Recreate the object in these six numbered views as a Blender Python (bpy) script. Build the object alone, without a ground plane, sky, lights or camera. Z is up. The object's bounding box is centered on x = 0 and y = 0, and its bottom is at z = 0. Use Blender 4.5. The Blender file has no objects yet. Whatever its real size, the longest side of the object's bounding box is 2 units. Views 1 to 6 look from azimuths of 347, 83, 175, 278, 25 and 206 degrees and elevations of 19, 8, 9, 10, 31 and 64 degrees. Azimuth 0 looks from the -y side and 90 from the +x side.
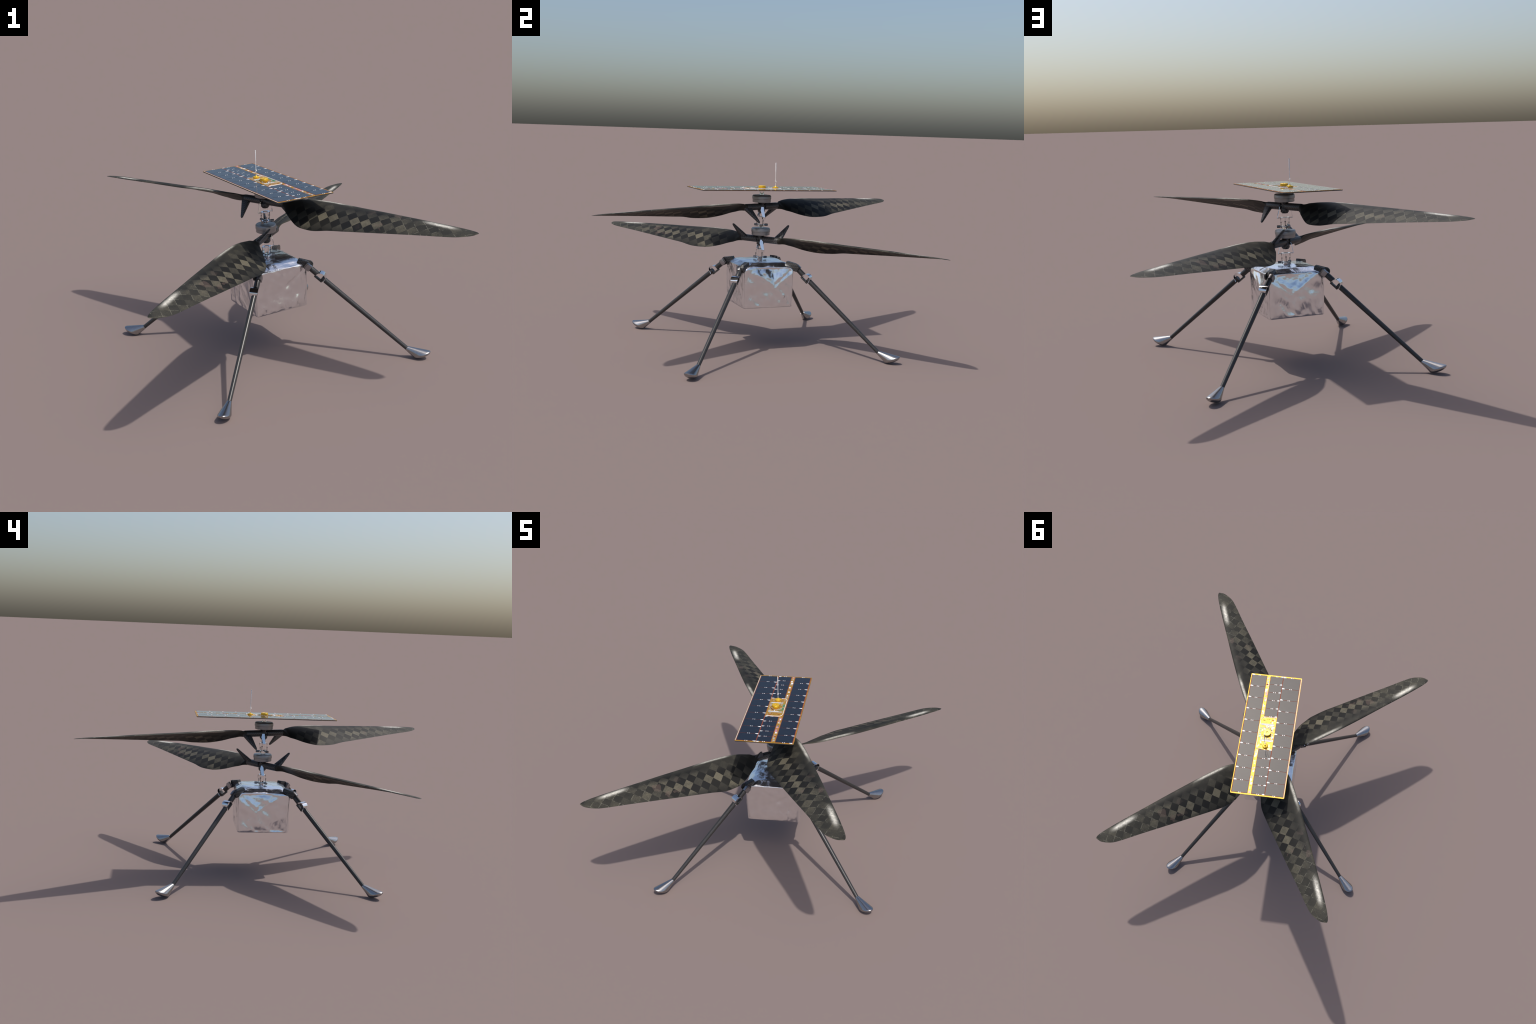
import bpy, bmesh, math, random
from math import sin, cos, pi, radians, sqrt, exp
from mathutils import Vector, Matrix, noise

random.seed(7)
AX = -0.003                       # x of the rotor axis
FRAME = radians(15.0)             # heading of the body, legs and panel

# ---------------------------------------------------------------- helpers
def new_mesh(name, verts, faces, mats, face_mats=None, smooth=35):
    me = bpy.data.meshes.new(name)
    me.from_pydata([tuple(v) for v in verts], [], faces)
    for m in mats:
        me.materials.append(m)
    if face_mats:
        for p, i in zip(me.polygons, face_mats):
            p.material_index = i
    bm = bmesh.new(); bm.from_mesh(me)
    bmesh.ops.recalc_face_normals(bm, faces=bm.faces)
    bm.to_mesh(me); bm.free()
    if smooth is not None:
        me.polygons.foreach_set("use_smooth", [True] * len(me.polygons))
        me.set_sharp_from_angle(angle=radians(smooth))
    return me

def add(name, me, parent=None, mat=None):
    ob = bpy.data.objects.new(name, me)
    bpy.context.scene.collection.objects.link(ob)
    if parent is not None:
        ob.parent = parent
    if mat is not None:
        ob.matrix_basis = mat
    return ob

class Geo:
    """Collects pieces of geometry, each with a material index."""
    def __init__(self):
        self.v, self.f, self.m = [], [], []
    def put(self, verts, faces, mi=0):
        o = len(self.v)
        self.v += [Vector(p) for p in verts]
        self.f += [tuple(i + o for i in f) for f in faces]
        self.m += [mi] * len(faces)
    def loft(self, rings, mi=0, cap0=True, cap1=True, closed=True):
        n = len(rings[0]); verts = [p for r in rings for p in r]; faces = []
        for k in range(len(rings) - 1):
            for i in range(n if closed else n - 1):
                j = (i + 1) % n
                faces.append((k*n + i, k*n + j, (k+1)*n + j, (k+1)*n + i))
        if cap0: faces.append(tuple(range(n))[::-1])
        if cap1: faces.append(tuple((len(rings)-1)*n + i for i in range(n)))
        self.put(verts, faces, mi)
    def lathe(self, prof, seg=40, mi=0, c=(0, 0)):
        rings = [[(c[0] + r*cos(2*pi*i/seg), c[1] + r*sin(2*pi*i/seg), z) for i in range(seg)] for r, z in prof]
        self.loft(rings, mi)
    def rod(self, p0, p1, r0, r1=None, seg=20, mi=0):
        p0, p1 = Vector(p0), Vector(p1); r1 = r0 if r1 is None else r1
        d = (p1 - p0).normalized(); a = d.orthogonal().normalized(); b = d.cross(a)
        rings = [[p + r*(cos(2*pi*i/seg)*a + sin(2*pi*i/seg)*b) for i in range(seg)] for p, r in ((p0, r0), (p1, r1))]
        self.loft(rings, mi)
    def path(self, pts, r, seg=8, mi=0):
        pts = [Vector(p) for p in pts]; rings = []
        for i, p in enumerate(pts):
            d = (pts[min(i+1, len(pts)-1)] - pts[max(i-1, 0)]).normalized()
            a = d.cross(Vector((0.3, 0.9, 0.1))).normalized(); b = d.cross(a)
            rr = r(i/(len(pts)-1)) if callable(r) else r
            rings.append([p + rr*(cos(2*pi*k/seg)*a + sin(2*pi*k/seg)*b) for k in range(seg)])
        self.loft(rings, mi)
    def box(self, c, s, mi=0, ax=None):
        c = Vector(c); X, Y, Z = ax if ax else (Vector((1,0,0)), Vector((0,1,0)), Vector((0,0,1)))
        hx, hy, hz = X*s[0]/2, Y*s[1]/2, Z*s[2]/2
        vs = [c + sx*hx + sy*hy + sz*hz for sz in (-1, 1) for sx, sy in ((-1,-1),(1,-1),(1,1),(-1,1))]
        self.put(vs, [(3,2,1,0),(4,5,6,7),(0,1,5,4),(1,2,6,5),(2,3,7,6),(3,0,4,7)], mi)
    def prism(self, poly, h0, h1, to3, mi=0):
        """poly of 2D points extruded between h0 and h1; to3 maps (a,b,h) to space."""
        self.loft([[to3(a, b, h0) for a, b in poly], [to3(a, b, h1) for a, b in poly]], mi)
    def mesh(self, name, mats, smooth=35, bevel=0):
        me = new_mesh(name, self.v, self.f, mats, self.m, smooth)
        if bevel:
            bm = bmesh.new(); bm.from_mesh(me)
            ed = [e for e in bm.edges if len(e.link_faces) == 2 and e.calc_face_angle(0) > radians(40)]
            bmesh.ops.bevel(bm, geom=ed, offset=bevel, segments=2, affect='EDGES', profile=0.6)
            bm.to_mesh(me); bm.free()
            me.polygons.foreach_set("use_smooth", [True] * len(me.polygons))
            me.set_sharp_from_angle(angle=radians(smooth or 35))
        return me

def interp(x, tab):
    """smooth (Catmull-Rom like) interpolation of rows (x, y0, y1, ...)"""
    if x <= tab[0][0]: return list(tab[0][1:])
    if x >= tab[-1][0]: return list(tab[-1][1:])
    k = max(i for i in range(len(tab)-1) if tab[i][0] <= x)
    a, b = tab[k], tab[k+1]; h = b[0]-a[0]; u = (x-a[0])/h
    p = tab[k-1] if k > 0 else None; q = tab[k+2] if k+2 < len(tab) else None
    out = []
    for c in range(1, len(a)):
        d = (b[c]-a[c])/h
        def lim(d0, d1):          # monotone limited slope
            return 0 if d0*d1 <= 0 else 2*d0*d1/(d0+d1)
        m0 = lim((a[c]-p[c])/(a[0]-p[0]), d) if p else d
        m1 = lim(d, (q[c]-b[c])/(q[0]-b[0])) if q else d
        out.append((2*u**3-3*u*u+1)*a[c] + (u**3-2*u*u+u)*h*m0 + (3*u*u-2*u**3)*b[c] + (u**3-u*u)*h*m1)
    return out

def smoothstep(x): x = min(1, max(0, x)); return x*x*(3-2*x)

# ---------------------------------------------------------------- materials
class Nodes:
    def __init__(self, name):
        self.mat = bpy.data.materials.new(name); self.mat.use_nodes = True
        self.t = self.mat.node_tree; self.n = self.t.nodes; self.bsdf = self.n["Principled BSDF"]
    def node(self, kind, **kw):
        nd = self.n.new(kind)
        for k, v in kw.items(): setattr(nd, k, v)
        return nd
    def link(self, a, b): self.t.links.new(a, b)
    def setin(self, sock, v):
        if hasattr(v, "is_output"): self.link(v, sock)
        else: sock.default_value = v
    def math(self, op, a, b=0.0, c=0.0):
        nd = self.node("ShaderNodeMath", operation=op)
        self.setin(nd.inputs[0], a); self.setin(nd.inputs[1], b); self.setin(nd.inputs[2], c)
        return nd.outputs[0]
    def mix(self, f, a, b, blend='MIX'):
        nd = self.node("ShaderNodeMix", data_type='RGBA', blend_type=blend)
        self.setin(nd.inputs[0], f)
        for s, v in ((nd.inputs[6], a), (nd.inputs[7], b)):
            if isinstance(v, tuple) and len(v) == 3: v = v + (1,)
            self.setin(s, v)
        return nd.outputs[2]
    def coord(self, scale=(1, 1, 1), rot=(0, 0, 0), loc=(0, 0, 0)):
        tc = self.node("ShaderNodeTexCoord"); mp = self.node("ShaderNodeMapping")
        mp.inputs["Scale"].default_value = scale; mp.inputs["Rotation"].default_value = rot; mp.inputs["Location"].default_value = loc
        self.link(tc.outputs["Object"], mp.inputs["Vector"]); return mp.outputs["Vector"]
    def noise(self, vec, scale, detail=3, rough=0.5, dist=0.0):
        nd = self.node("ShaderNodeTexNoise"); self.link(vec, nd.inputs["Vector"])
        nd.inputs["Scale"].default_value = scale; nd.inputs["Detail"].default_value = detail
        nd.inputs["Roughness"].default_value = rough; nd.inputs["Distortion"].default_value = dist
        return nd.outputs["Fac"]
    def ramp(self, f, stops, const=False):
        nd = self.node("ShaderNodeValToRGB"); cr = nd.color_ramp
        if const: cr.interpolation = 'CONSTANT'
        while len(cr.elements) < len(stops): cr.elements.new(0.5)
        for e, (p, c) in zip(cr.elements, stops):
            e.position = p; e.color = c + (1,) if len(c) == 3 else c
        self.setin(nd.inputs[0], f); return nd.outputs[0]
    def xyz(self, vec):
        nd = self.node("ShaderNodeSeparateXYZ"); self.link(vec, nd.inputs[0]); return nd.outputs
    def white(self, x, y):
        cb = self.node("ShaderNodeCombineXYZ"); self.setin(cb.inputs[0], x); self.setin(cb.inputs[1], y)
        nd = self.node("ShaderNodeTexWhiteNoise", noise_dimensions='3D'); self.link(cb.outputs[0], nd.inputs["Vector"])
        return nd.outputs["Value"]
    def bump(self, h, strength=0.3, dist=0.002):
        nd = self.node("ShaderNodeBump"); nd.inputs["Strength"].default_value = strength; nd.inputs["Distance"].default_value = dist
        self.link(h, nd.inputs["Height"]); self.link(nd.outputs[0], self.bsdf.inputs["Normal"])
    def set(self, **kw):
        names = dict(color="Base Color", rough="Roughness", metal="Metallic", spec="Specular IOR Level", coat="Coat Weight",
                     coat_rough="Coat Roughness", trans="Transmission Weight", ior="IOR", alpha="Alpha")
        for k, v in kw.items():
            if isinstance(v, tuple) and len(v) == 3: v = v + (1,)
            self.setin(self.bsdf.inputs[names[k]], v)
        return self.mat

def plain(name, color, rough=0.5, metal=0.0, vary=0.12, scale=60, **kw):
    N = Nodes(name); v = N.coord()
    n = N.noise(v, scale, 4)
    dark = tuple(c*(1-vary) for c in color); lite = tuple(min(1, c*(1+vary)) for c in color)
    return N.set(color=N.ramp(n, [(0.3, dark), (0.7, lite)]), rough=rough, metal=metal, **kw)

def blade_carbon(name, mirror):
    """wide spread-tow carbon: a checker of diamonds, every tow with its own sheen"""
    N = Nodes(name)
    vec = N.coord(scale=(1, -1 if mirror else 1, 1))
    X = N.xyz(vec); s, t = X[0], X[1]
    a = N.math('DIVIDE', N.math('SUBTRACT', s, 0.603), 0.0665)
    b = N.math('DIVIDE', N.math('ADD', t, 0.0712), 0.0675)
    wob = N.math('MULTIPLY', N.math('SUBTRACT', N.noise(vec, 9, 1), 0.5), 0.16)
    u = N.math('ADD', N.math('ADD', a, b), wob); w = N.math('ADD', N.math('SUBTRACT', a, b), wob)
    fu, fw = N.math('FLOOR', u), N.math('FLOOR', w)
    par = N.math('ABSOLUTE', N.math('MODULO', N.math('ADD', fu, fw), 2.0))
    rnd = N.white(fu, fw)
    # even cells: light tows; odd cells: dark tows
    def span(x, a0, a1):
        nd = N.node("ShaderNodeMapRange", interpolation_type='SMOOTHSTEP'); N.setin(nd.inputs[0], x)
        nd.inputs[1].default_value = a0; nd.inputs[2].default_value = a1; return nd.outputs[0]
    inv = lambda x: N.math('SUBTRACT', 1.0, x)
    mul = lambda *xs: xs[0] if len(xs) == 1 else N.math('MULTIPLY', xs[0], mul(*xs[1:]))
    outb = span(s, 0.72, 1.0)
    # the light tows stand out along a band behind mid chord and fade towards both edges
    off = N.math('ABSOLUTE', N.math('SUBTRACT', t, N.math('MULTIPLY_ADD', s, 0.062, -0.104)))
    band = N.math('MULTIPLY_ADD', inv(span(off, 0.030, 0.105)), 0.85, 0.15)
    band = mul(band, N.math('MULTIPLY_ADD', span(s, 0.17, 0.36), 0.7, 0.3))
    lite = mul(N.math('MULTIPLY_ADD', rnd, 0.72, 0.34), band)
    dark = N.math('MULTIPLY', rnd, 0.07)
    cell = N.math('ADD', mul(inv(par), lite), mul(par, dark))
    blend = N.math('MULTIPLY_ADD', N.white(fw, N.math('ADD', fu, 31.0)), 0.36, 0.26)  # offset raised: soft leading-edge sheen lightened into the base colour
    lead = N.math('MAXIMUM', span(t, 0.005, 0.050), mul(span(t, -0.045, 0.02), inv(span(s, 0.42, 0.60))))
    even = N.math('MAXIMUM', N.math('MULTIPLY', lead, 0.85), N.math('MULTIPLY', outb, 0.80))
    cell = N.math('ADD', mul(cell, inv(even)), mul(blend, even))
    # fibre grain, speckle and worn patches
    speck = N.noise(N.coord(), 420, 3, 0.7)
    patch = N.noise(N.coord(), 26, 4, 0.6)
    cell = mul(cell, N.math('MULTIPLY_ADD', speck, 2.4, -0.20), N.math('MULTIPLY_ADD', patch, 1.0, 0.5))
    col = N.ramp(cell, [(0.0, (0.0085, 0.0085, 0.0080)), (0.45, (0.036, 0.034, 0.027)), (1.0, (0.118, 0.106, 0.075))])
    # thin pale seams between the outboard tows
    def edge(x):
        f = N.math('FRACT', x); return N.math('MINIMUM', f, N.math('SUBTRACT', 1.0, f))
    seam = N.math('LESS_THAN', N.math('MINIMUM', edge(u), edge(w)), 0.022)
    worn = N.math('GREATER_THAN', N.noise(N.coord(), 30, 2), 0.52)
    col = N.mix(mul(seam, worn, outb, 0.6), col, (0.20, 0.19, 0.15))
    blotch = mul(N.math('GREATER_THAN', N.noise(N.coord(), 17, 3), 0.62), 0.35, inv(span(N.math('ABSOLUTE', N.math('SUBTRACT', s, 0.80)), 0.05, 0.16)))
    col = N.mix(blotch, col, (0.115, 0.08, 0.066))
    # pale highlight-like streaks painted into the colour: near tip and inner leading edge
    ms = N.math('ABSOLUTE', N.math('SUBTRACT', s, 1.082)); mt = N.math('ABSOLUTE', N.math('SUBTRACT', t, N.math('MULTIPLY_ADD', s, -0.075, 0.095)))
    pale_streak = mul(inv(span(ms, 0.035, 0.135)), inv(span(mt, 0.0, 0.030)))
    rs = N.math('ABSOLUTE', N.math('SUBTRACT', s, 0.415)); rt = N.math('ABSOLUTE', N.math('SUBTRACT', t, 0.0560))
    pale_streak = N.math('MAXIMUM', pale_streak, mul(inv(span(rs, 0.04, 0.19)), inv(span(rt, 0.0, 0.020)), 0.88))
    fine_grain = N.noise(N.coord(scale=(1, 1.6, 1)), 130, 5, 0.72)
    streak_breakup = span(N.math('ADD', fine_grain, N.math('MULTIPLY', patch, 0.5)), 0.52, 0.92)
    pale_streak = mul(pale_streak, pale_streak, N.math('MULTIPLY_ADD', streak_breakup, 0.55, 0.45), N.math('MULTIPLY_ADD', par, 0.2, 0.8))
    col = N.mix(pale_streak, col, (0.76, 0.72, 0.62))
    rough = N.math('SUBTRACT', N.math('MULTIPLY_ADD', speck, 0.16, 0.52), N.math('MULTIPLY', pale_streak, 0.24))
    N.bump(N.math('ADD', N.math('MULTIPLY', speck, 0.3), N.math('MULTIPLY', patch, 0.7)), 0.12, 0.0015)
    return N.set(color=col, rough=rough, spec=N.math('MULTIPLY_ADD', pale_streak, 0.4, 0.18))

def weave_carbon(name, size=0.0140):
    N = Nodes(name); vec = N.coord()
    X = N.xyz(vec)
    p = N.math('ADD', X[0], N.math('MULTIPLY', X[2], 0.8)); q = N.math('ADD', N.math('SUBTRACT', X[1], N.math('MULTIPLY', X[2], 0.8)), 0.0)
    u = N.math('DIVIDE', N.math('ADD', p, q), size); w = N.math('DIVIDE', N.math('SUBTRACT', p, q), size)
    par = N.math('ABSOLUTE', N.math('MODULO', N.math('ADD', N.math('FLOOR', u), N.math('FLOOR', w)), 2.0))
    grain = N.noise(vec, 300, 3, 0.7)
    f = N.math('MULTIPLY', N.math('MULTIPLY_ADD', par, 0.6, 0.15), N.math('MULTIPLY_ADD', grain, 1.2, 0.3))
    N.bump(par, 0.6, 0.0014)
    return N.set(color=N.ramp(f, [(0, (0.010, 0.010, 0.011)), (1, (0.085, 0.082, 0.08))]), rough=0.38, spec=0.5)

def foil(name):
    """thin crinkled foil: soft creases, and on every side a slack apron hanging in a V from the two top corners"""
    N = Nodes(name)
    tc = N.node("ShaderNodeTexCoord"); x, y, z = N.xyz(tc.outputs["Object"])
    ab = lambda v: N.math('ABSOLUTE', v)
    side = N.math('GREATER_THAN', ab(x), ab(y)); top = N.math('SUBTRACT', 1.0, side)
    sx, sy = N.math('SIGN', x), N.math('SIGN', y)
    mul = lambda a, b: N.math('MULTIPLY', a, b)
    p = N.math('SUBTRACT', mul(side, mul(y, sx)), mul(top, mul(x, sy)))
    p0 = N.math('SUBTRACT', mul(side, mul(sx, 0.031)), mul(top, mul(sy, 0.018)))
    wob = N.math('SUBTRACT', N.noise(N.coord(), 14, 2), 0.5)
    q = N.math('SUBTRACT', N.math('SUBTRACT', z, N.math('MULTIPLY_ADD', ab(N.math('SUBTRACT', p, p0)), 0.66, 0.418)), mul(wob, 0.05))
    soft = mul(N.math('ADD', q, N.math('SQRT', N.math('MULTIPLY_ADD', q, q, 0.0003))), 0.5)
    front = mul(top, N.math('LESS_THAN', y, 0.0))
    gain = N.math('MULTIPLY_ADD', front, 0.13, -0.18)
    apron = mul(mul(soft, gain), N.math('LESS_THAN', z, 0.5405))
    n1 = N.noise(N.coord(scale=(1, 1, 0.45)), 10, 2, 0.5, 0.5)
    n2 = N.noise(N.coord(scale=(1, 1, 0.6), rot=(0.4, 0.3, 0)), 26, 2, 0.5, 0.8)
    crease = mul(N.math('ADD', n1, mul(n2, 0.38)), N.math('MULTIPLY_ADD', N.math("GREATER_THAN", z, 0.5405), 0.0015, 0.0045))
    r2 = N.math('MULTIPLY_ADD', x, x, mul(y, y))             # the lid is slightly pillowed
    lid = mul(mul(N.math('SUBTRACT', 0.0156, r2), 0.42), N.math('GREATER_THAN', z, 0.562))
    N.bump(N.math('ADD', N.math('ADD', apron, crease), lid), 1.0, 1.0)
    n3 = N.noise(N.coord(), 30, 2)
    return N.set(color=N.ramp(n3, [(0.3, (0.87, 0.88, 0.90)), (0.7, (0.93, 0.94, 0.96))]), rough=N.math('MULTIPLY_ADD', n3, 0.08, 0.16), metal=1.0)

def cell_mat(name):
    N = Nodes(name)
    v = N.coord(scale=(9, 60, 1), rot=(0, 0, 0.35))
    streak = N.noise(v, 2.2, 4, 0.6, 0.8)
    col = N.ramp(streak, [(0.35, (0.0045, 0.0068, 0.0125)), (0.62, (0.0065, 0.009, 0.016)), (0.75, (0.019, 0.019, 0.022))])
    return N.set(color=col, rough=0.40, spec=0.12, coat=1.0, coat_rough=0.03)

def board_mat(name):
    N = Nodes(name)
    v = N.coord()
    vo = N.node("ShaderNodeTexVoronoi", distance='CHEBYCHEV'); N.link(N.coord(scale=(1, 0.6, 0.01)), vo.inputs["Vector"]); vo.inputs["Scale"].default_value = 85
    r = N.xyz(vo.outputs["Color"])[0]
    gold, amber, rust, pale = (0.52, 0.27, 0.022), (0.62, 0.36, 0.035), (0.48, 0.12, 0.02), (0.60, 0.55, 0.42)
    col = N.ramp(r, [(0, gold), (0.38, amber), (0.58, rust), (0.66, gold), (0.78, pale)], const=True)
    col = N.mix(N.noise(v, 40, 3), col, gold)
    return N.set(color=col, rough=0.46, spec=0.3, metal=0.5, coat=0.5, coat_rough=0.04)

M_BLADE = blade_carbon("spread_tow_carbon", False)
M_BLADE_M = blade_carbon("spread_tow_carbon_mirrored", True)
M_WEAVE = weave_carbon("woven_carbon")
M_TUBE = plain("carbon_tube", (0.030, 0.029, 0.029), 0.33, 0.0, 0.2, 150)
M_FOIL = foil("crinkled_silver_foil")
M_HOUSING = plain("grey_anodised_metal", (0.31, 0.30, 0.295), 0.38, 0.75, 0.06, 30)
M_STEEL = plain("bright_steel", (0.80, 0.81, 0.83), 0.10, 1.0, 0.04, 40)
M_FOOT = plain("brushed_aluminium", (0.39, 0.385, 0.39), 0.27, 1.0, 0.06, 80)
M_CHEEK = plain("satin_aluminium", (0.34, 0.34, 0.36), 0.30, 1.0, 0.06, 80)
M_WIRE = plain("glint_whitened_wire", (0.85, 0.85, 0.85), 0.25, 0.0, 0.03, 80)  # near-white diffuse colour carries the sun's specular line on the whip
M_DARKMET = plain("dark_metal", (0.24, 0.24, 0.245), 0.28, 1.0, 0.1, 80)
M_GOLD = plain("yellow_gold", (0.72, 0.45, 0.028), 0.36, 0.35, 0.06, 80)
M_CELL = cell_mat("solar_cell_glass")
M_BOARD = board_mat("gold_circuit_board")
M_TRACE = plain("red_copper_trace", (0.27, 0.068, 0.034), 0.6, 0.0, 0.25, 90, spec=0.12)
M_RIM = plain("amber_rim", (0.50, 0.27, 0.022), 0.46, 0.5, 0.3, 50)
M_WHITE = plain("white_solder", (0.72, 0.71, 0.70), 0.4, 0.0, 0.06, 90)
M_BACK = plain("dark_panel_back", (0.045, 0.042, 0.045), 0.45, 0.0, 0.15, 60)
M_GREY = plain("grey_component", (0.33, 0.33, 0.32), 0.4, 0.0, 0.25, 200)
M_BLACK = plain("black_component", (0.02, 0.02, 0.022), 0.4)
M_GREEN = plain("green_solder_mask", (0.02, 0.22, 0.13), 0.35)
M_BLUE = plain("blue_component", (0.05, 0.10, 0.38), 0.4)
M_PINK = plain("pink_component", (0.50, 0.22, 0.28), 0.4)
def glass(name):
    N = Nodes(name); n = N.noise(N.coord(), 25, 2)
    return N.set(color=N.ramp(n, [(0.3, (0.97, 0.97, 0.97)), (0.7, (1, 1, 1))]), rough=0.0, trans=1.0, ior=1.06)
M_GLASS = glass("clear_tube")

# ---------------------------------------------------------------- the thing
root = bpy.data.objects.new("coaxial_helicopter", None)
bpy.context.scene.collection.objects.link(root)
root["label"] = "four-legged coaxial rotor drone, foil-wrapped cube body, solar panel on top"
root["category"] = "helicopter"
BODY = Matrix.Translation((AX, 0, 0)) @ Matrix.Rotation(FRAME, 4, 'Z')

# ---------------------------------------------------------------- fuselage
def rounded_square(h, rc, n=44, nc=6):
    pts = []
    for k in range(4):
        a0 = k*pi/2
        ca, sa = cos(a0), sin(a0)
        loc = [(h, -(h-rc) + 2*(h-rc)*i/n) for i in range(n)]
        loc += [(h-rc + rc*cos(q), h-rc + rc*sin(q)) for q in [pi/2*j/nc for j in range(nc)]]
        pts += [(x*ca - y*sa, x*sa + y*ca, k, y) for x, y in loc]
    return pts

PROFILE = [  # z, half width, corner radius
    (0.2812, 0.1540, 0.012), (0.2827, 0.1600, 0.013), (0.2880, 0.1640, 0.013), (0.3400, 0.1643, 0.011), (0.4200, 0.1652, 0.010),
    (0.5000, 0.1660, 0.010), (0.5220, 0.1660, 0.012), (0.5340, 0.1662, 0.030), (0.5410, 0.1655, 0.046), (0.5440, 0.1630, 0.047),
    (0.5600, 0.1365, 0.040), (0.5645, 0.1280, 0.038), (0.5655, 0.1230, 0.036)]
def fuselage():
    zs = [0.2812, 0.2827, 0.2850, 0.2880]
    z = 0.2880
    while z < 0.519: z += 0.0046; zs.append(z)
    zs += [0.5240, 0.5290, 0.5340, 0.5375, 0.5410, 0.5426, 0.5440, 0.5480, 0.5520, 0.5560, 0.5600, 0.5625, 0.5645, 0.5655]
    tab = [list(p) for p in PROFILE]
    rings = []
    vee = [0.030, -0.020, -0.035, 0.015]
    folds = []   # per face: ridge segments (p0,z0,p1,z1,height,width)
    rnd = random.Random(3)
    for k in range(4):
        m = 1 if vee[k] >= 0 else -1
        fl = [(-0.12*m, 0.532, vee[k], 0.425, 0.0016, 0.010), (-0.06*m, 0.535, vee[k]+0.01*m, 0.455, 0.0010, 0.010),
              (0.15*m, 0.520, vee[k]+0.01*m, 0.425, -0.003, 0.010), (vee[k], 0.425, vee[k]-0.01*m, 0.30, 0.0022, 0.006),
              (0.10*m, 0.36, 0.075*m, 0.30, 0.003, 0.010), (-0.145*m, 0.50, -0.15*m, 0.33, 0.0025, 0.007)]
        for _ in range(9):
            p = rnd.uniform(-0.14, 0.14); zz = rnd.uniform(0.30, 0.40); a = rnd.uniform(0.9, 2.2)
            L = rnd.uniform(0.03, 0.09)
            fl.append((p, zz, p + L*cos(a), zz + L*sin(a), rnd.uniform(-0.0018, 0.0018), rnd.uniform(0.004, 0.009)))
        folds.append(fl)
    def seg_fall(p, z, f):
        dx, dz = f[2]-f[0], f[3]-f[1]; L2 = dx*dx + dz*dz
        u = ((p-f[0])*dx + (z-f[1])*dz)/L2; uc = min(1, max(0, u))
        d2 = (p-f[0]-uc*dx)**2 + (z-f[1]-uc*dz)**2
        return f[4]*exp(-d2/(f[5]**2))*(0.35 + 0.65*sin(pi*min(1, max(0, 0.15+0.7*u))))
    for z in zs:
        h, rc = interp(z, tab)
        ring = []
        for (x, y, k, p) in rounded_square(h, rc):
            nx, ny = [(1, 0), (0, 1), (-1, 0), (0, -1)][k]
            edge = smoothstep((0.164-abs(p))/0.03)
            d = 0.0; up = 0.0
            if z < 0.543:
                low = smoothstep((z-0.280)/0.02); top = smoothstep((0.543-z)/0.012)
                zv = 0.425 + (0.70 if p > vee[k] else 0.62)*abs(p - vee[k])
                if z > zv - 0.03:
                    q = z - zv; d -= 0.03*(0.5*(q + sqrt(q*q + 0.0004)))
                d += sum(seg_fall(p, z, f) for f in folds[k])
                d += 0.0075*noise.noise(Vector((p*9 + 7*k, z*8, 3.1*k))) + 0.0036*noise.noise(Vector((p*24 + z*9, z*17 + 5*k, k)))
                bot = smoothstep((0.335-z)/0.05)
                d += bot*0.0055*noise.noise(Vector((p*30 + z*12, z*9, 11 + k)))
                d = d*edge*low*top
            else:
                t = smoothstep((z-0.543)/0.006)
                up = 0.0 + t*(0.0042*noise.noise(Vector((x*11, y*11, 9.2))) + 0.0020*noise.noise(Vector((x*30+4, y*24, 2.2))))
            ring.append(((x + nx*d)*1.042, (y + ny*d)*1.013, z + up))
        rings.append(ring)
    # roof closed by shrinking rings
    base = rings[-1]
    for s in (0.88, 0.76, 0.64, 0.52, 0.4, 0.28, 0.16, 0.05):
        r = []
        for (x, y, z) in base:
            X, Y = x*s, y*s
            r.append((X, Y, 0.5655 + 0.0020*(1-s*s) + 0.0036*noise.noise(Vector((X*11, Y*11, 9.2))) + 0.0022*noise.noise(Vector((X*30+4, Y*24, 2.2)))))
        rings.append(r)
    g = Geo(); g.loft(rings, 0)
    return g.mesh("fuselage", [M_FOIL], smooth=50)
body = add("fuselage", fuselage(), root, BODY)

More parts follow.
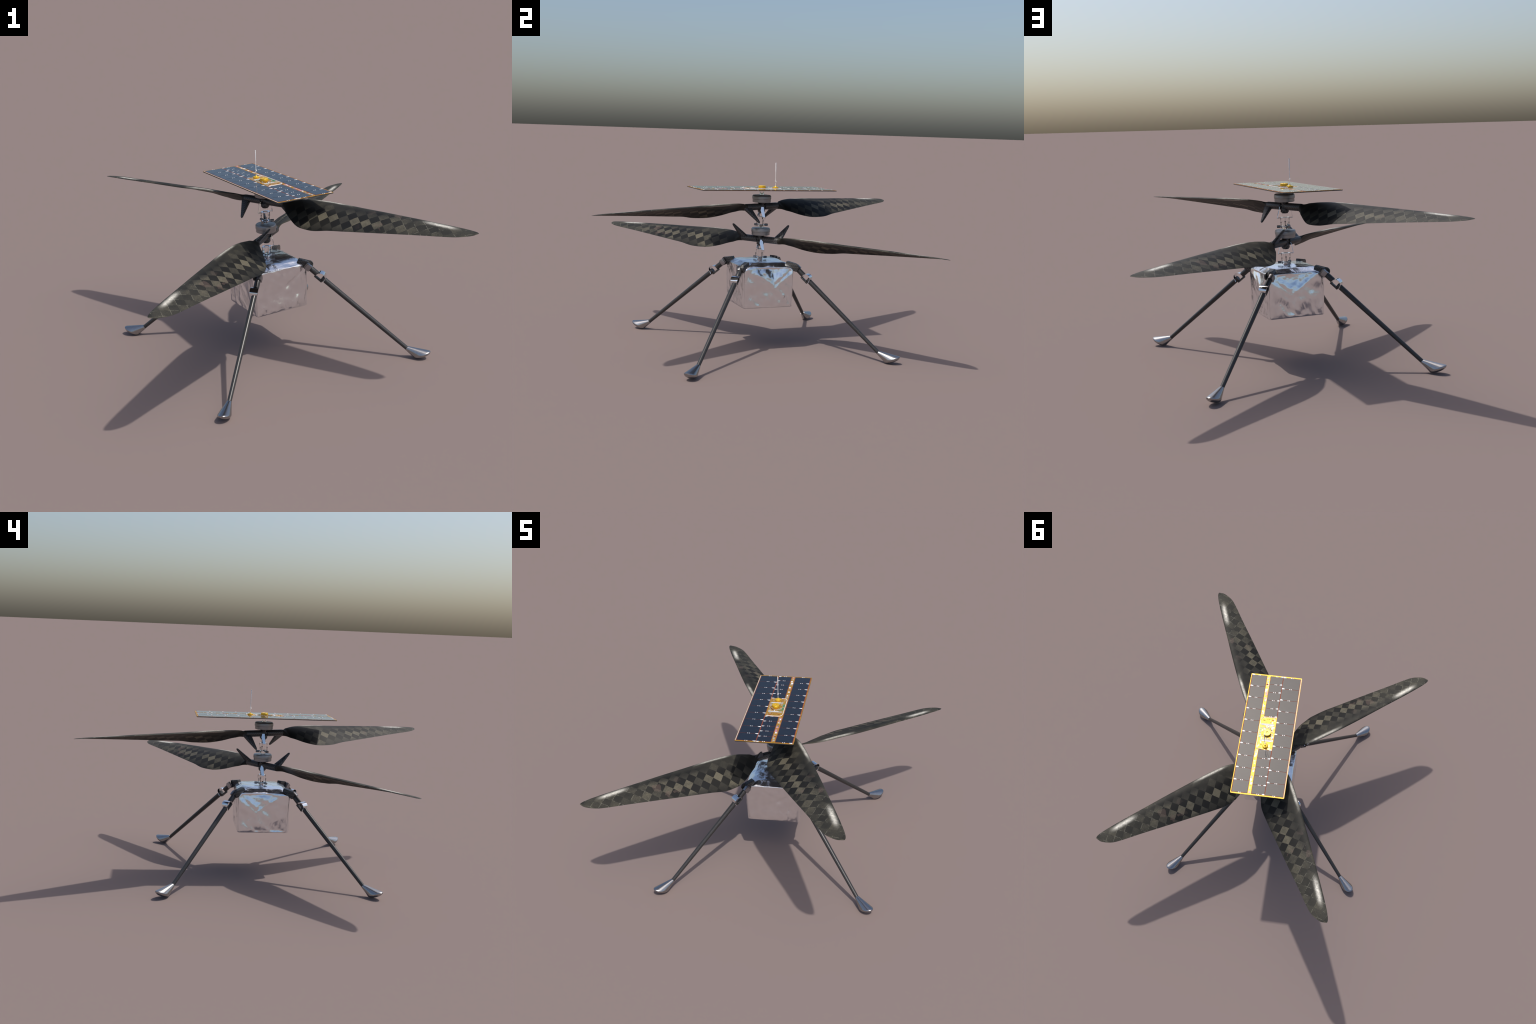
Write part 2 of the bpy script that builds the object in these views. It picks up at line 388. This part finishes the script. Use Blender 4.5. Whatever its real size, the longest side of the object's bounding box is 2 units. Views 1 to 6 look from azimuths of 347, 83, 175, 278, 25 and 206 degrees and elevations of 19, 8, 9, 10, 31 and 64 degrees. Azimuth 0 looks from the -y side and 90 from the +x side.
# ---------------------------------------------------------------- legs (leg frame: x radial, y tangential, z up)
J = Vector((0.8203, 0, 0.0578))                       # where the tube enters the foot
class LegBuilder:
    """one leg; side = +1 or -1 tells to which side the knee and its satin cheek are set off"""
    def __init__(self, side):
        self.side = side
        self.K = Vector((0.3385, 0.0138*side, 0.4588))   # top of the lower tube
        self.D = (J - self.K).normalized()
        self.T = Vector((0, 1, 0)); self.T = (self.T - self.D*self.D.dot(self.T)).normalized()
        self.N = self.T.cross(self.D).normalized()
        if self.N.z < 0: self.N = -self.N
    def at(self, d, n=0, t=0): return self.K + self.D*d + self.N*n + self.T*t
    def tube(self):
        g = Geo(); g.rod(self.at(-0.0120), J, 0.0158, 0.0119, seg=28)
        return g.mesh("leg", [M_TUBE])
    def thigh(self):
        g = Geo(); g.rod(self.at(-0.118), self.at(-0.049), 0.0166, seg=28)
        return g.mesh("thigh_tube", [M_TUBE], bevel=0.0008)
    def foot(self):
        g = Geo(); n = 40; r0 = 0.0130
        a0, b0 = self.N*r0, self.T*r0
        c1 = Vector((0.9065, 0, 0.0287)); a1 = Vector((0.928, 0, 0.371))*0.0530; b1 = Vector((0, 1, 0))*0.0345
        nrm = Vector((0.371, 0, -0.928)); rings = []
        for u in [0, 0.03, 0.2, 0.4, 0.6, 0.8, 0.93, 0.985]:
            c = J - self.D*0.002 + (c1 - J)*u
            rings.append([c + (a0*(1-u) + a1*u)*cos(2*pi*i/n) + (b0*(1-u) + b1*u)*sin(2*pi*i/n) for i in range(n)])
        for q in [0.03, 0.09, 0.2, 0.35, 0.5, 0.65, 0.8, 0.92]:
            r = sqrt(1-q*q)
            rings.append([c1 + nrm*0.0213*q + (a1*cos(2*pi*i/n) + b1*sin(2*pi*i/n))*r for i in range(n)])
        g.loft(rings)
        return g.mesh("foot", [M_FOOT], smooth=40)
    def clip(self):
        """half-round bright clip across the knee, open below"""
        g = Geo(); c = self.at(-0.0205, 0.0010); R = 0.0285; th = 0.0022; n = 24
        secs = []
        for i in range(n+1):
            q = i/n; a = pi*(1 - q)                           # from body side over the top to foot side
            hw = 0.0240 - 0.0085*smoothstep((q-0.60)/0.4) - 0.006*smoothstep((0.22-q)/0.22)
            X, Z, T = self.D*cos(a), self.N*sin(a), self.T
            o = c + (X + Z)*R; p = c + (X + Z)*(R-th)
            secs.append([o - T*hw, o + T*hw, p + T*hw, p - T*hw])
        g.loft(secs)
        g.box(c - self.D*(R-0.0012) - self.N*0.004, (0.0026, 0.030, 0.010), 0, (self.D, self.T, self.N))
        for s in (-1, 1):                                     # ears running down beside the tube
            g.rod(c + self.D*(R-0.002) + self.T*s*0.0135 + self.N*0.002, c + self.D*(R+0.002) + self.T*s*0.0150 - self.N*0.012, 0.0026, seg=8)
        return g.mesh("knee_clip", [M_STEEL], smooth=30)
    def strap(self):
        g = Geo(); ax = (self.D, self.T, self.N)
        g.box(self.at(-0.0240, -0.0190), (0.054, 0.019, 0.0095), 0, ax)
        g.box(self.at(-0.0490, -0.0150), (0.008, 0.018, 0.012), 0, ax)
        return g.mesh("knee_strap", [M_WEAVE], bevel=0.001)
    def bracket(self):
        """woven arm from the body corner, a rounded woven cheek on one side and a satin block on the other"""
        g = Geo(); side = self.side; y0 = 0.0138*side
        to3 = lambda a, b, h: Vector((a, y0 + h*side, b))
        arm = [(0.178, 0.543), (0.236, 0.516), (0.254, 0.523), (0.262, 0.545), (0.246, 0.562), (0.191, 0.573)]
        g.prism(arm, -0.017, 0.006, to3, 0)
        cx, cz, r = 0.2520, 0.5395, 0.0225                    # rounded cheek
        cheek = [(cx + r*cos(a), cz + r*sin(a)) for a in [radians(-95 + 190*i/14) for i in range(15)]]
        g.prism([(0.177, 0.540)] + cheek + [(0.190, 0.573)], -0.0240, -0.0165, to3, 0)
        g.prism([(0.226, 0.520), (0.248, 0.510), (0.262, 0.513), (0.256, 0.530), (0.232, 0.530)], -0.015, 0.012, to3, 0)
        ax = (self.D, self.T, self.N); o = self.at(-0.1120, 0.0005)
        g.box(o + self.T*side*0.009, (0.031, 0.022, 0.0375), 1, ax)
        g.box(o + self.T*side*0.007 - self.D*0.019, (0.008, 0.020, 0.032), 2, ax)
        return g.mesh("leg_bracket", [M_WEAVE, M_CHEEK, M_DARKMET], smooth=30, bevel=0.0010)
kits = {}
for side in (1, -1):
    b = LegBuilder(side)
    kits[side] = (b.tube(), (("thigh_tube", b.thigh()), ("foot", b.foot()), ("knee_clip", b.clip()), ("knee_strap", b.strap()), ("leg_bracket", b.bracket())))
for i in range(4):                                            # satin cheeks look towards the body's two y sides
    tube, rest = kits[-1 if i in (0, 2) else 1]
    leg = add("leg", tube, root, Matrix.Translation((AX, 0, 0)) @ Matrix.Rotation(radians(-30 + 90*i), 4, 'Z'))
    for nm, me in rest: add(nm, me, leg)

# ---------------------------------------------------------------- mast
g = Geo()
def hollow(g, prof_out, t=0.0012):
    g.lathe(prof_out + [(max(r-t, 0.0005), z) for r, z in reversed(prof_out)] , 40)
def shell(r0, z0, r1, z1, t=0.0012, extra=()):
    prof = [(r0, z0)] + list(extra) + [(r1, z1)]
    inner = [(r-t, z) for r, z in reversed(prof)]
    ring = prof + inner
    seg = 40; rings = [[(r*cos(2*pi*i/seg), r*sin(2*pi*i/seg), z) for i in range(seg)] for r, z in ring]
    gg = Geo(); gg.loft(rings + [rings[0]], 0, False, False)
    return gg
for s in (shell(0.0142, 0.9865, 0.0142, 1.0215), shell(0.0135, 0.7760, 0.0135, 0.8705), shell(0.0135, 0.5670, 0.0135, 0.6600)):
    g.put(s.v, s.f)
me = g.mesh("mast", [M_GLASS], smooth=40)
bm = bmesh.new(); bm.from_mesh(me); bmesh.ops.remove_doubles(bm, verts=bm.verts, dist=1e-6); bm.to_mesh(me); bm.free()
mast = add("mast", me, root, Matrix.Translation((AX, 0, 0)))
g = Geo()
g.lathe([(0.019, 0.5650), (0.019, 0.5675), (0.0145, 0.570), (0.0140, 0.578), (0.0120, 0.578), (0.0120, 0.565)], 32)
add("mast_foot", g.mesh("mast_foot", [plain("mast_foot_metal", (0.70, 0.60, 0.60), 0.25, 1.0)]), mast)

# ---------------------------------------------------------------- rotors
# leading and trailing edge of a blade, seen in the blade's own frame:
# s along the blade from the axis, t towards the leading edge, z height
LEAD = [(0.137, 0.0175, 0.9265), (0.18, 0.0250, 0.9330), (0.25, 0.0513, 0.9383), (0.32, 0.0650, 0.9398), (0.40, 0.0682, 0.9395), (0.50, 0.0668, 0.9360),
        (0.60, 0.0640, 0.9320), (0.75, 0.0575, 0.9289), (0.90, 0.0495, 0.9253), (1.05, 0.0420, 0.9212), (1.20, 0.0312, 0.9175),
        (1.25, 0.0243, 0.9153), (1.272, 0.0180, 0.9140), (1.2834, 0.0100, 0.9128)]
TRAIL = [(0.137, -0.0175, 0.8935), (0.16, -0.0377, 0.8855), (0.20, -0.0669, 0.8746), (0.25, -0.1000, 0.8566), (0.30, -0.1306, 0.8440), (0.326, -0.1420, 0.8402),
         (0.36, -0.1510, 0.8388), (0.428, -0.1624, 0.8412), (0.527, -0.1558, 0.8550), (0.60, -0.1466, 0.8601), (0.80, -0.1213, 0.8746),
         (1.00, -0.0942, 0.8885), (1.18, -0.0707, 0.9003), (1.215, -0.0590, 0.9030), (1.245, -0.0415, 0.9058), (1.268, -0.0225, 0.9085), (1.2834, 0.0060, 0.9124)]
def blade_mesh(mirror):
    NP = 48; rings = []
    st = [0.137 + 0.006*i for i in range(20)] + [0.257 + 0.0125*i for i in range(76)]
    st = [s for s in st if s < 1.20] + [1.20, 1.21, 1.22, 1.23, 1.24, 1.25, 1.258, 1.265, 1.271, 1.276, 1.280, 1.2824, 1.2834]
    for s in st:
        le = interp(s, LEAD); te = interp(s, TRAIL)
        # straight trailing edge outboard of the kink
        ct, cz = le[0]-te[0], le[1]-te[1]; c = sqrt(ct*ct + cz*cz); gr = 0.0012/c
        le = [le[0] + gr*ct, le[1] + gr*cz]; te = [te[0] - gr*ct, te[1] - gr*cz]; ct, cz = le[0]-te[0], le[1]-te[1]; c = sqrt(ct*ct + cz*cz)
        e = (ct/c, cz/c); nrm = (-e[1], e[0]); mid = ((le[0]+te[0])/2, (le[1]+te[1])/2)
        w = smoothstep((s-0.137)/0.045); R = 0.0212
        fat = 1.0 - 0.30*smoothstep((s-0.9)/0.35)
        ring = []
        for i in range(NP):
            ph = 2*pi*i/NP; x, y = cos(ph), sin(ph); u = (1-x)/2
            f = sqrt(u)*(1-u)
            h = c*fat*(0.20*f if y >= 0 else (0.20*u*(1-u) - 0.065*f))
            if abs(y) < 1e-6 and x < 0: h = 0
            if y > 0: h += 0.0006
            A = (le[0] - u*ct + nrm[0]*h, le[1] - u*cz + nrm[1]*h)
            C = (mid[0] + R*(x*e[0] + y*nrm[0]), mid[1] + R*(x*e[1] + y*nrm[1]))
            t, z = A[0]*w + C[0]*(1-w), A[1]*w + C[1]*(1-w)
            ring.append((s, -t if mirror else t, z))
        rings.append(ring)
    g = Geo(); g.loft(rings)
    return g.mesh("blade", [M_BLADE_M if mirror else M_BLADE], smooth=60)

def horn_mesh(base, tip, bw, mirror):
    """tapered control arm, thick at the blade grip, with a rounded end"""
    b, t = Vector(base), Vector(tip)
    if mirror: b.y, t.y = -b.y, -t.y
    d = (t-b).normalized(); L = (t-b).length
    side = Vector((1, 0, 0)); side = (side - d*side.dot(d)).normalized(); thick = d.cross(side)
    rings = []; n = 24
    for u in [-0.20, 0, 0.15, 0.3, 0.5, 0.7, 0.85, 0.95, 0.99, 1.02, 1.035]:
        k = min(1, max(0, u)); a = bw*(1-k) + 0.0062*k; h = 0.0125*(1-k) + 0.0058*k
        if u > 0.95: r = sqrt(max(0.03, 1-((u-0.95)/0.087)**2)); a *= r; h *= r
        ring = []
        for i in range(n):
            q = 2*pi*i/n; cx, cy = cos(q), sin(q)
            ring.append(b + d*L*u + side*a*math.copysign(abs(cx)**0.6, cx) + thick*h*math.copysign(abs(cy)**0.6, cy))
        rings.append(ring)
    g = Geo(); g.loft(rings)
    return g.mesh("pitch_horn", [M_WEAVE], smooth=45)

def hub_mesh():
    g = Geo()
    g.lathe([(0.0260, 0.9400), (0.0260, 0.9360), (0.0170, 0.9240), (0.0165, 0.9050), (0.0238, 0.8990), (0.0243, 0.8790), (0.0205, 0.8765), (0.0175, 0.8705), (0.006, 0.8705)], 36)
    for s in (1, -1):                                   # blade grips, left at s*0.137
        g.rod((s*0.021, 0, 0.9103), (s*0.1385, 0, 0.9103), 0.0214, seg=36)
        g.rod((s*0.008, 0, 0.9103), (s*0.022, 0, 0.9103), 0.0165, seg=24)
    return g.mesh("rotor", [M_WEAVE], bevel=0.0008)
def housing_mesh():
    g = Geo()
    g.lathe([(0.024, 0.9378), (0.0545, 0.9378), (0.0583, 0.9400), (0.0583, 0.9575), (0.0592, 0.9585), (0.0608, 0.9600), (0.0608, 0.9770), (0.0600, 0.9790),
             (0.0560, 0.9838), (0.0535, 0.9842), (0.0528, 0.9836), (0.034, 0.9838), (0.018, 0.9842), (0.004, 0.9842)], 64)
    return g.mesh("motor_housing", [M_HOUSING], smooth=30)
def swash_mesh(turn):
    """thin scalloped swashplate, rod ends and three radial servos on a ring"""
    g = Geo(); n = 60; zt, zb = 0.8475, 0.8440
    def rad(a): return 0.0235 + 0.0035*cos(2*(a-turn))
    o0 = [(rad(2*pi*i/n)*cos(2*pi*i/n), rad(2*pi*i/n)*sin(2*pi*i/n)) for i in range(n)]
    i0 = [(0.0148*cos(2*pi*i/n), 0.0148*sin(2*pi*i/n)) for i in range(n)]
    rings = [[(x, y, zb) for x, y in o0], [(x, y, zt) for x, y in o0], [(x, y, zt) for x, y in i0], [(x, y, zb) for x, y in i0]]
    g.loft(rings + [rings[0]], 0, False, False)
    for k in (0, pi):                                   # link arms
        a = turn + k
        g.rod((0.022*cos(a), 0.022*sin(a), 0.8445), (0.046*cos(a), 0.046*sin(a), 0.8445), 0.0022, seg=10)
        g.rod((0.046*cos(a), 0.046*sin(a), 0.8405), (0.046*cos(a), 0.046*sin(a), 0.8485), 0.0032, seg=12)
    rings = [[(r*cos(2*pi*i/40), r*sin(2*pi*i/40), z) for i in range(40)] for r, z in ((0.0145, 0.791), (0.0225, 0.791), (0.0225, 0.795), (0.0145, 0.795))]
    g.loft(rings + [rings[0]], 0, False, False)
    for k in range(3):
        a = radians(-8) + 2*pi*k/3; c, s = cos(a), sin(a)
        g.rod((0.020*c, 0.020*s, 0.7935), (0.030*c, 0.030*s, 0.7930), 0.0042, seg=14, mi=0)
        g.rod((0.028*c, 0.028*s, 0.7925), (0.0475*c, 0.0475*s, 0.7920), 0.0074, seg=20, mi=1)
        b = a + 0.55; x, y = 0.0270*cos(b), 0.0270*sin(b)
        g.rod((x, y, 0.7860), (x, y, 0.8180), 0.0018, seg=10, mi=1)
        g.rod((x*1.0, y*1.0, 0.8160), (x, y, 0.8225), 0.0034, seg=12, mi=1)
        g.rod((x, y, 0.8220), (x*0.92, y*0.92, 0.8440), 0.0006, seg=6, mi=0)
        g.box((x*0.9, y*0.9, 0.790), (0.007, 0.007, 0.010), 1)
    return g.mesh("swashplate", [M_STEEL, M_DARKMET], smooth=40)
def link_mesh(sign):
    """flat bright pitch links hanging from the hub to the swashplate arms"""
    g = Geo()
    for k in (1, -1):
        p = [(k*0.030, k*(0.0035 - 0.0075), 0.910), (k*0.030, k*(0.0035 + 0.0075), 0.910), (k*0.046, k*(0.013 + 0.008), 0.8450), (k*0.046, k*(0.013 - 0.007), 0.8450),
             (k*0.036, k*(-0.0085), 0.8885)]
        p = [Vector((x, y*sign, z)) for x, y, z in p]
        t = Vector((0.0009, 0, 0.0002))
        g.loft([[q - t for q in p], [q + t for q in p]])
    return g.mesh("pitch_link", [M_STEEL], smooth=20)
def bell_mesh():
    s = shell(0.0262, 0.8435, 0.0140, 0.7955, 0.0010, ((0.0262, 0.8200), (0.0235, 0.8080)))
    me = s.mesh("swash_bell", [M_GLASS], smooth=40)
    bm = bmesh.new(); bm.from_mesh(me); bmesh.ops.remove_doubles(bm, verts=bm.verts, dist=1e-6); bm.to_mesh(me); bm.free()
    return me

LIFT = 0.2105
me_hub, me_house, me_bell = hub_mesh(), housing_mesh(), bell_mesh()
for lower in (False, True):
    base = Matrix.Translation((AX, 0, -LIFT if lower else 0))
    ang = radians(51 if lower else -51)
    rotor = add("rotor", me_hub, root, base @ Matrix.Rotation(ang, 4, 'Z'))
    me_blade = blade_mesh(lower)
    if lower: horn = horn_mesh((0.128, -0.010, 0.922), (0.1518, -0.0930, 1.0023), 0.0280, True)
    else:     horn = horn_mesh((0.128, 0.010, 0.899), (0.1044, 0.0897, 0.8205), 0.0280, False)
    for k in (0, pi):
        add("blade", me_blade, rotor, Matrix.Rotation(k, 4, 'Z'))
        add("pitch_horn", horn, rotor, Matrix.Rotation(k, 4, 'Z'))
    un = Matrix.Rotation(-ang, 4, 'Z')
    add("motor_housing", me_house, rotor, un)
    add("swashplate", swash_mesh(radians(15)), rotor, un)
    add("pitch_link", link_mesh(1), rotor, un)
    add("swash_bell", me_bell, rotor, un)

# ---------------------------------------------------------------- solar panel (body frame: u = x across, v = y along)
HU, HV, ZT, ZB = 0.1726, 0.4472, 1.0268, 1.0216
def rrect(u0, u1, v0, v1, r, n=5):
    pts = []
    for cx, cy, a0 in ((u1-r, v1-r, 0), (u0+r, v1-r, 90), (u0+r, v0+r, 180), (u1-r, v0+r, 270)):
        pts += [(cx + r*cos(radians(a0 + 90*i/n)), cy + r*sin(radians(a0 + 90*i/n))) for i in range(n+1)]
    return pts
flat = lambda a, b, h: Vector((a, b, h))
g = Geo()
g.prism(rrect(-HU, HU, -HV, HV, 0.006), ZB, ZT - 0.0003, flat, 0)
g.prism(rrect(-HU, HU, -HV, HV, 0.006), ZT - 0.0003, ZT, flat, 1)
panel = add("solar_panel", g.mesh("solar_panel", [M_BACK, M_RIM], smooth=30), root, BODY)

g = Geo()      # pale edge strip along one long side and thin red traces around the columns
g.box((-0.1688, 0, ZT + 0.0002), (0.0034, 2*HV - 0.014, 0.0006))
add("edge_strip", g.mesh("edge_strip", [plain("pale_edge", (0.50, 0.48, 0.46), 0.5, 0.0, 0.1, 40)], smooth=30), panel)
V0, V1 = -0.4375, 0.4375
COLS = [(0.0635, 0.1655, [(V0, V1, 10)], 1), (-0.0465, 0.0395, [(V0, -0.1270, 5), (0.1200, V1, 5)], -1), (-0.1650, -0.0485, [(V0, V1, 10)], 1)]
COLS[2] = (-0.1652, -0.0480, [(V0, V1, 10)], 1)
g = Geo()
for u0, u1, secs, sd in COLS:
    for v0, v1, n in secs:
        g.prism(rrect(u0 - 0.0010, u1 + (0.0030 if u1 > 0.1 else 0.0008), v0 - 0.0012, v1 + 0.0012, 0.001), ZT, ZT + 0.0005, flat)
add("copper_trace", g.mesh("copper_trace", [M_TRACE], smooth=30), panel)

cell_meshes = {}
def cell_at(u0, u1, v0, v1):
    key = (round(u1-u0, 4), round(v1-v0, 4))
    if key not in cell_meshes:
        g = Geo(); hu, hv = (u1-u0)/2, (v1-v0)/2
        g.prism(rrect(-hu, hu, -hv, hv, 0.0012, 2), 0, 0.0009, flat)
        cell_meshes[key] = g.mesh("solar_cell", [M_CELL], smooth=30)
    add("solar_cell", cell_meshes[key], panel, Matrix.Translation(((u0+u1)/2, (v0+v1)/2, ZT + 0.0005)))
g_tab, g_dot = Geo(), Geo()
gap = 0.0013
for u0, u1, secs, sd in COLS:
    um = (u0+u1)/2
    for v0, v1, n in secs:
        pitch = (v1-v0)/n
        for k in range(n):
            cell_at(u0 + 0.0016, u1 - 0.0016, v0 + k*pitch + gap, v0 + (k+1)*pitch - gap)
        for k in range(n+1):
            vb = v0 + k*pitch
            for s in (-1, 1):
                jit = random.uniform(-0.0006, 0.0006)
                g_dot.box((um + s*0.0055 + jit, vb, ZT + 0.0012), (0.0048, 0.0058, 0.0012))
            if k == (n if sd > 0 else 99): continue
            e = u1 - 0.001 if sd > 0 else u0 + 0.001
            if sd < 0 and k == n and v0 < 0: pass
            # wedge: broad at the outer edge, tapering along the joint
            w = [(e, vb-0.0062), (e - sd*0.009, vb-0.0062), (e - sd*0.019, vb-0.0005), (e - sd*0.019, vb+0.0012), (e, vb+0.0035)]
            if sd < 0: w = [(e + 0.0, vb-0.0012), (e + 0.017, vb-0.0005), (e + 0.017, vb+0.0012), (e + 0.009, vb+0.0068), (e, vb+0.0058)]
            if sd < 0: w = [(a, vb - (b-vb)) for a, b in w]
            g_tab.prism(w, ZT + 0.0005, ZT + 0.0018, flat)
ob = add("solder_tab", g_tab.mesh("solder_tab", [M_WHITE], smooth=30), panel); ob["kind"] = "stuff"
ob = add("solder_dot", g_dot.mesh("solder_dot", [M_WHITE], smooth=30), panel); ob["kind"] = "stuff"

# central circuit board with its pale rail, parts, and the narrow strip of parts along the panel
g = Geo()
g.prism(rrect(-0.0450, 0.0590, -0.1245, 0.1175, 0.010), ZT, ZT + 0.0012, flat, 0)
add("circuit_board", g.mesh("circuit_board", [M_BOARD], smooth=30), panel)
g = Geo()      # bus strip
g.box((0.0515, -0.2810, ZT + 0.0004), (0.0190, 0.309, 0.0008)); g.box((0.0515, 0.2790, ZT + 0.0004), (0.0190, 0.318, 0.0008))
add("bus_strip", g.mesh("bus_strip", [M_BOARD], smooth=30), panel)
g = Geo()      # pale rail round the +x side of the board
rail = [(-0.040, -0.1215), (0.030, -0.1215), (0.044, -0.119), (0.054, -0.108), (0.0575, -0.095), (0.0575, 0.095), (0.054, 0.108), (0.046, 0.1150), (0.020, 0.1160)]
g.path([(a, b, ZT + 0.0016) for a, b in rail], 0.0020, 8)
add("board_rail", g.mesh("board_rail", [M_WHITE], smooth=40), panel)
rnd = random.Random(11)
g = Geo()      # parts on the board: 0 grey 1 black 2 green 3 white 4 amber 5 blue 6 pink 7 red
zt = ZT + 0.0012
def chip(u, v, su, sv, h, mi): g.box((u, v, zt + h/2), (su, sv, h), mi)
for v, c in ((-0.066, 0.90), (0.052, 0.55)):            # pale ribbon bands across the board
    chip(0.006 if v < 0 else 0.0, v, 0.086 if v < 0 else 0.075, 0.014, 0.0012, 0)
    chip(-0.004, v + 0.004, 0.062, 0.005, 0.0018, 3)
for sgn in (-1, 1):                                     # ring of parts round the mast cap
    for a in range(14):
        q = 2*pi*a/14 + 0.2*sgn
        if sgn < 0: chip(0.032*cos(q), -0.004 + 0.036*sin(q), 0.007, 0.006, 0.0022, rnd.choice([0, 1, 1, 4]))
        else: chip(0.041*cos(q)*0.92, -0.004 + 0.047*sin(q), 0.006, 0.009, 0.0018, rnd.choice([0, 0, 3, 4]))
for v in (-0.030, -0.012, 0.010, 0.027):
    chip(0.047, v, 0.010, 0.012, 0.0015, 2)
chip(0.036, -0.042, 0.030, 0.004, 0.0012, 2); chip(-0.006, 0.040, 0.050, 0.003, 0.0012, 2)
for k in range(16):
    chip(rnd.uniform(-0.040, 0.050), rnd.uniform(-0.055, 0.045), rnd.uniform(0.003, 0.010), rnd.uniform(0.003, 0.009), 0.0016, rnd.choice([0, 0, 1, 3, 4, 4]))
for k in range(9):
    chip(rnd.uniform(-0.035, 0.045), rnd.uniform(-0.116, -0.085), rnd.uniform(0.006, 0.020), rnd.uniform(0.003, 0.007), 0.0010, rnd.choice([7, 4, 7, 4]))
for k in range(3):
    chip(rnd.uniform(-0.02, 0.035), rnd.uniform(0.075, 0.085), 0.012, 0.003, 0.0008, rnd.choice([7, 4]))
zt = ZT + 0.0008
for a, b in ((-0.430, -0.132), (0.126, 0.432)):
    v = a
    while v < b:
        L = rnd.uniform(0.004, 0.016)
        chip(0.0515 + rnd.uniform(-0.003, 0.003), v + L/2, rnd.uniform(0.006, 0.014), L, 0.0012, rnd.choice([3, 0, 0, 4, 4, 4, 5, 6, 3, 7]))
        v += L + rnd.uniform(0.002, 0.012)
ob = add("board_component", g.mesh("board_component", [M_GREY, M_BLACK, M_GREEN, M_WHITE, M_RIM, M_BLUE, M_PINK, M_TRACE], smooth=30), panel); ob["kind"] = "stuff"

g = Geo()      # mast cap
g.lathe([(0.020, ZT+0.001), (0.0215, ZT+0.0025), (0.0215, ZT+0.004), (0.0233, ZT+0.0045), (0.0233, ZT+0.0165), (0.0222, ZT+0.0176), (0.0085, ZT+0.0176),
         (0.0070, ZT+0.0165), (0.0070, ZT+0.0130), (0.001, ZT+0.0130)], 48)
add("mast_cap", g.mesh("mast_cap", [M_GOLD], smooth=30), panel)
AV = 0.0928
g = Geo()      # antenna: base, stem, coil and whip
g.lathe([(0.016, ZT+0.001), (0.0183, ZT+0.0022), (0.0183, ZT+0.0082), (0.0168, ZT+0.0094), (0.0075, ZT+0.0100), (0.0055, ZT+0.0130), (0.0035, ZT+0.0165), (0.001, ZT+0.0172)], 40, 0, (0, AV))
wire = [(0, AV, ZT + 0.016 + 0.022*i/6) for i in range(7)]
z0 = ZT + 0.038
for i in range(33):
    q = i/32; a = 2*pi*2*q
    wire.append((0.0044*sin(pi*min(1, q*6, (1-q)*6)/2)*cos(a), AV + 0.0044*sin(pi*min(1, q*6, (1-q)*6)/2)*sin(a), z0 + 0.014*q))
g.path(wire, 0.0011, 8, 1)
top = [(0, AV - 0.0022*(i/12), z0 + 0.014 + (1.1905 - z0 - 0.014)*i/12) for i in range(13)]
g.path(top, lambda q: 0.0016 + 0.0012*smoothstep((q-0.35)/0.3), 10, 1)
add("antenna", g.mesh("antenna", [M_GOLD, M_WIRE], smooth=40), panel)
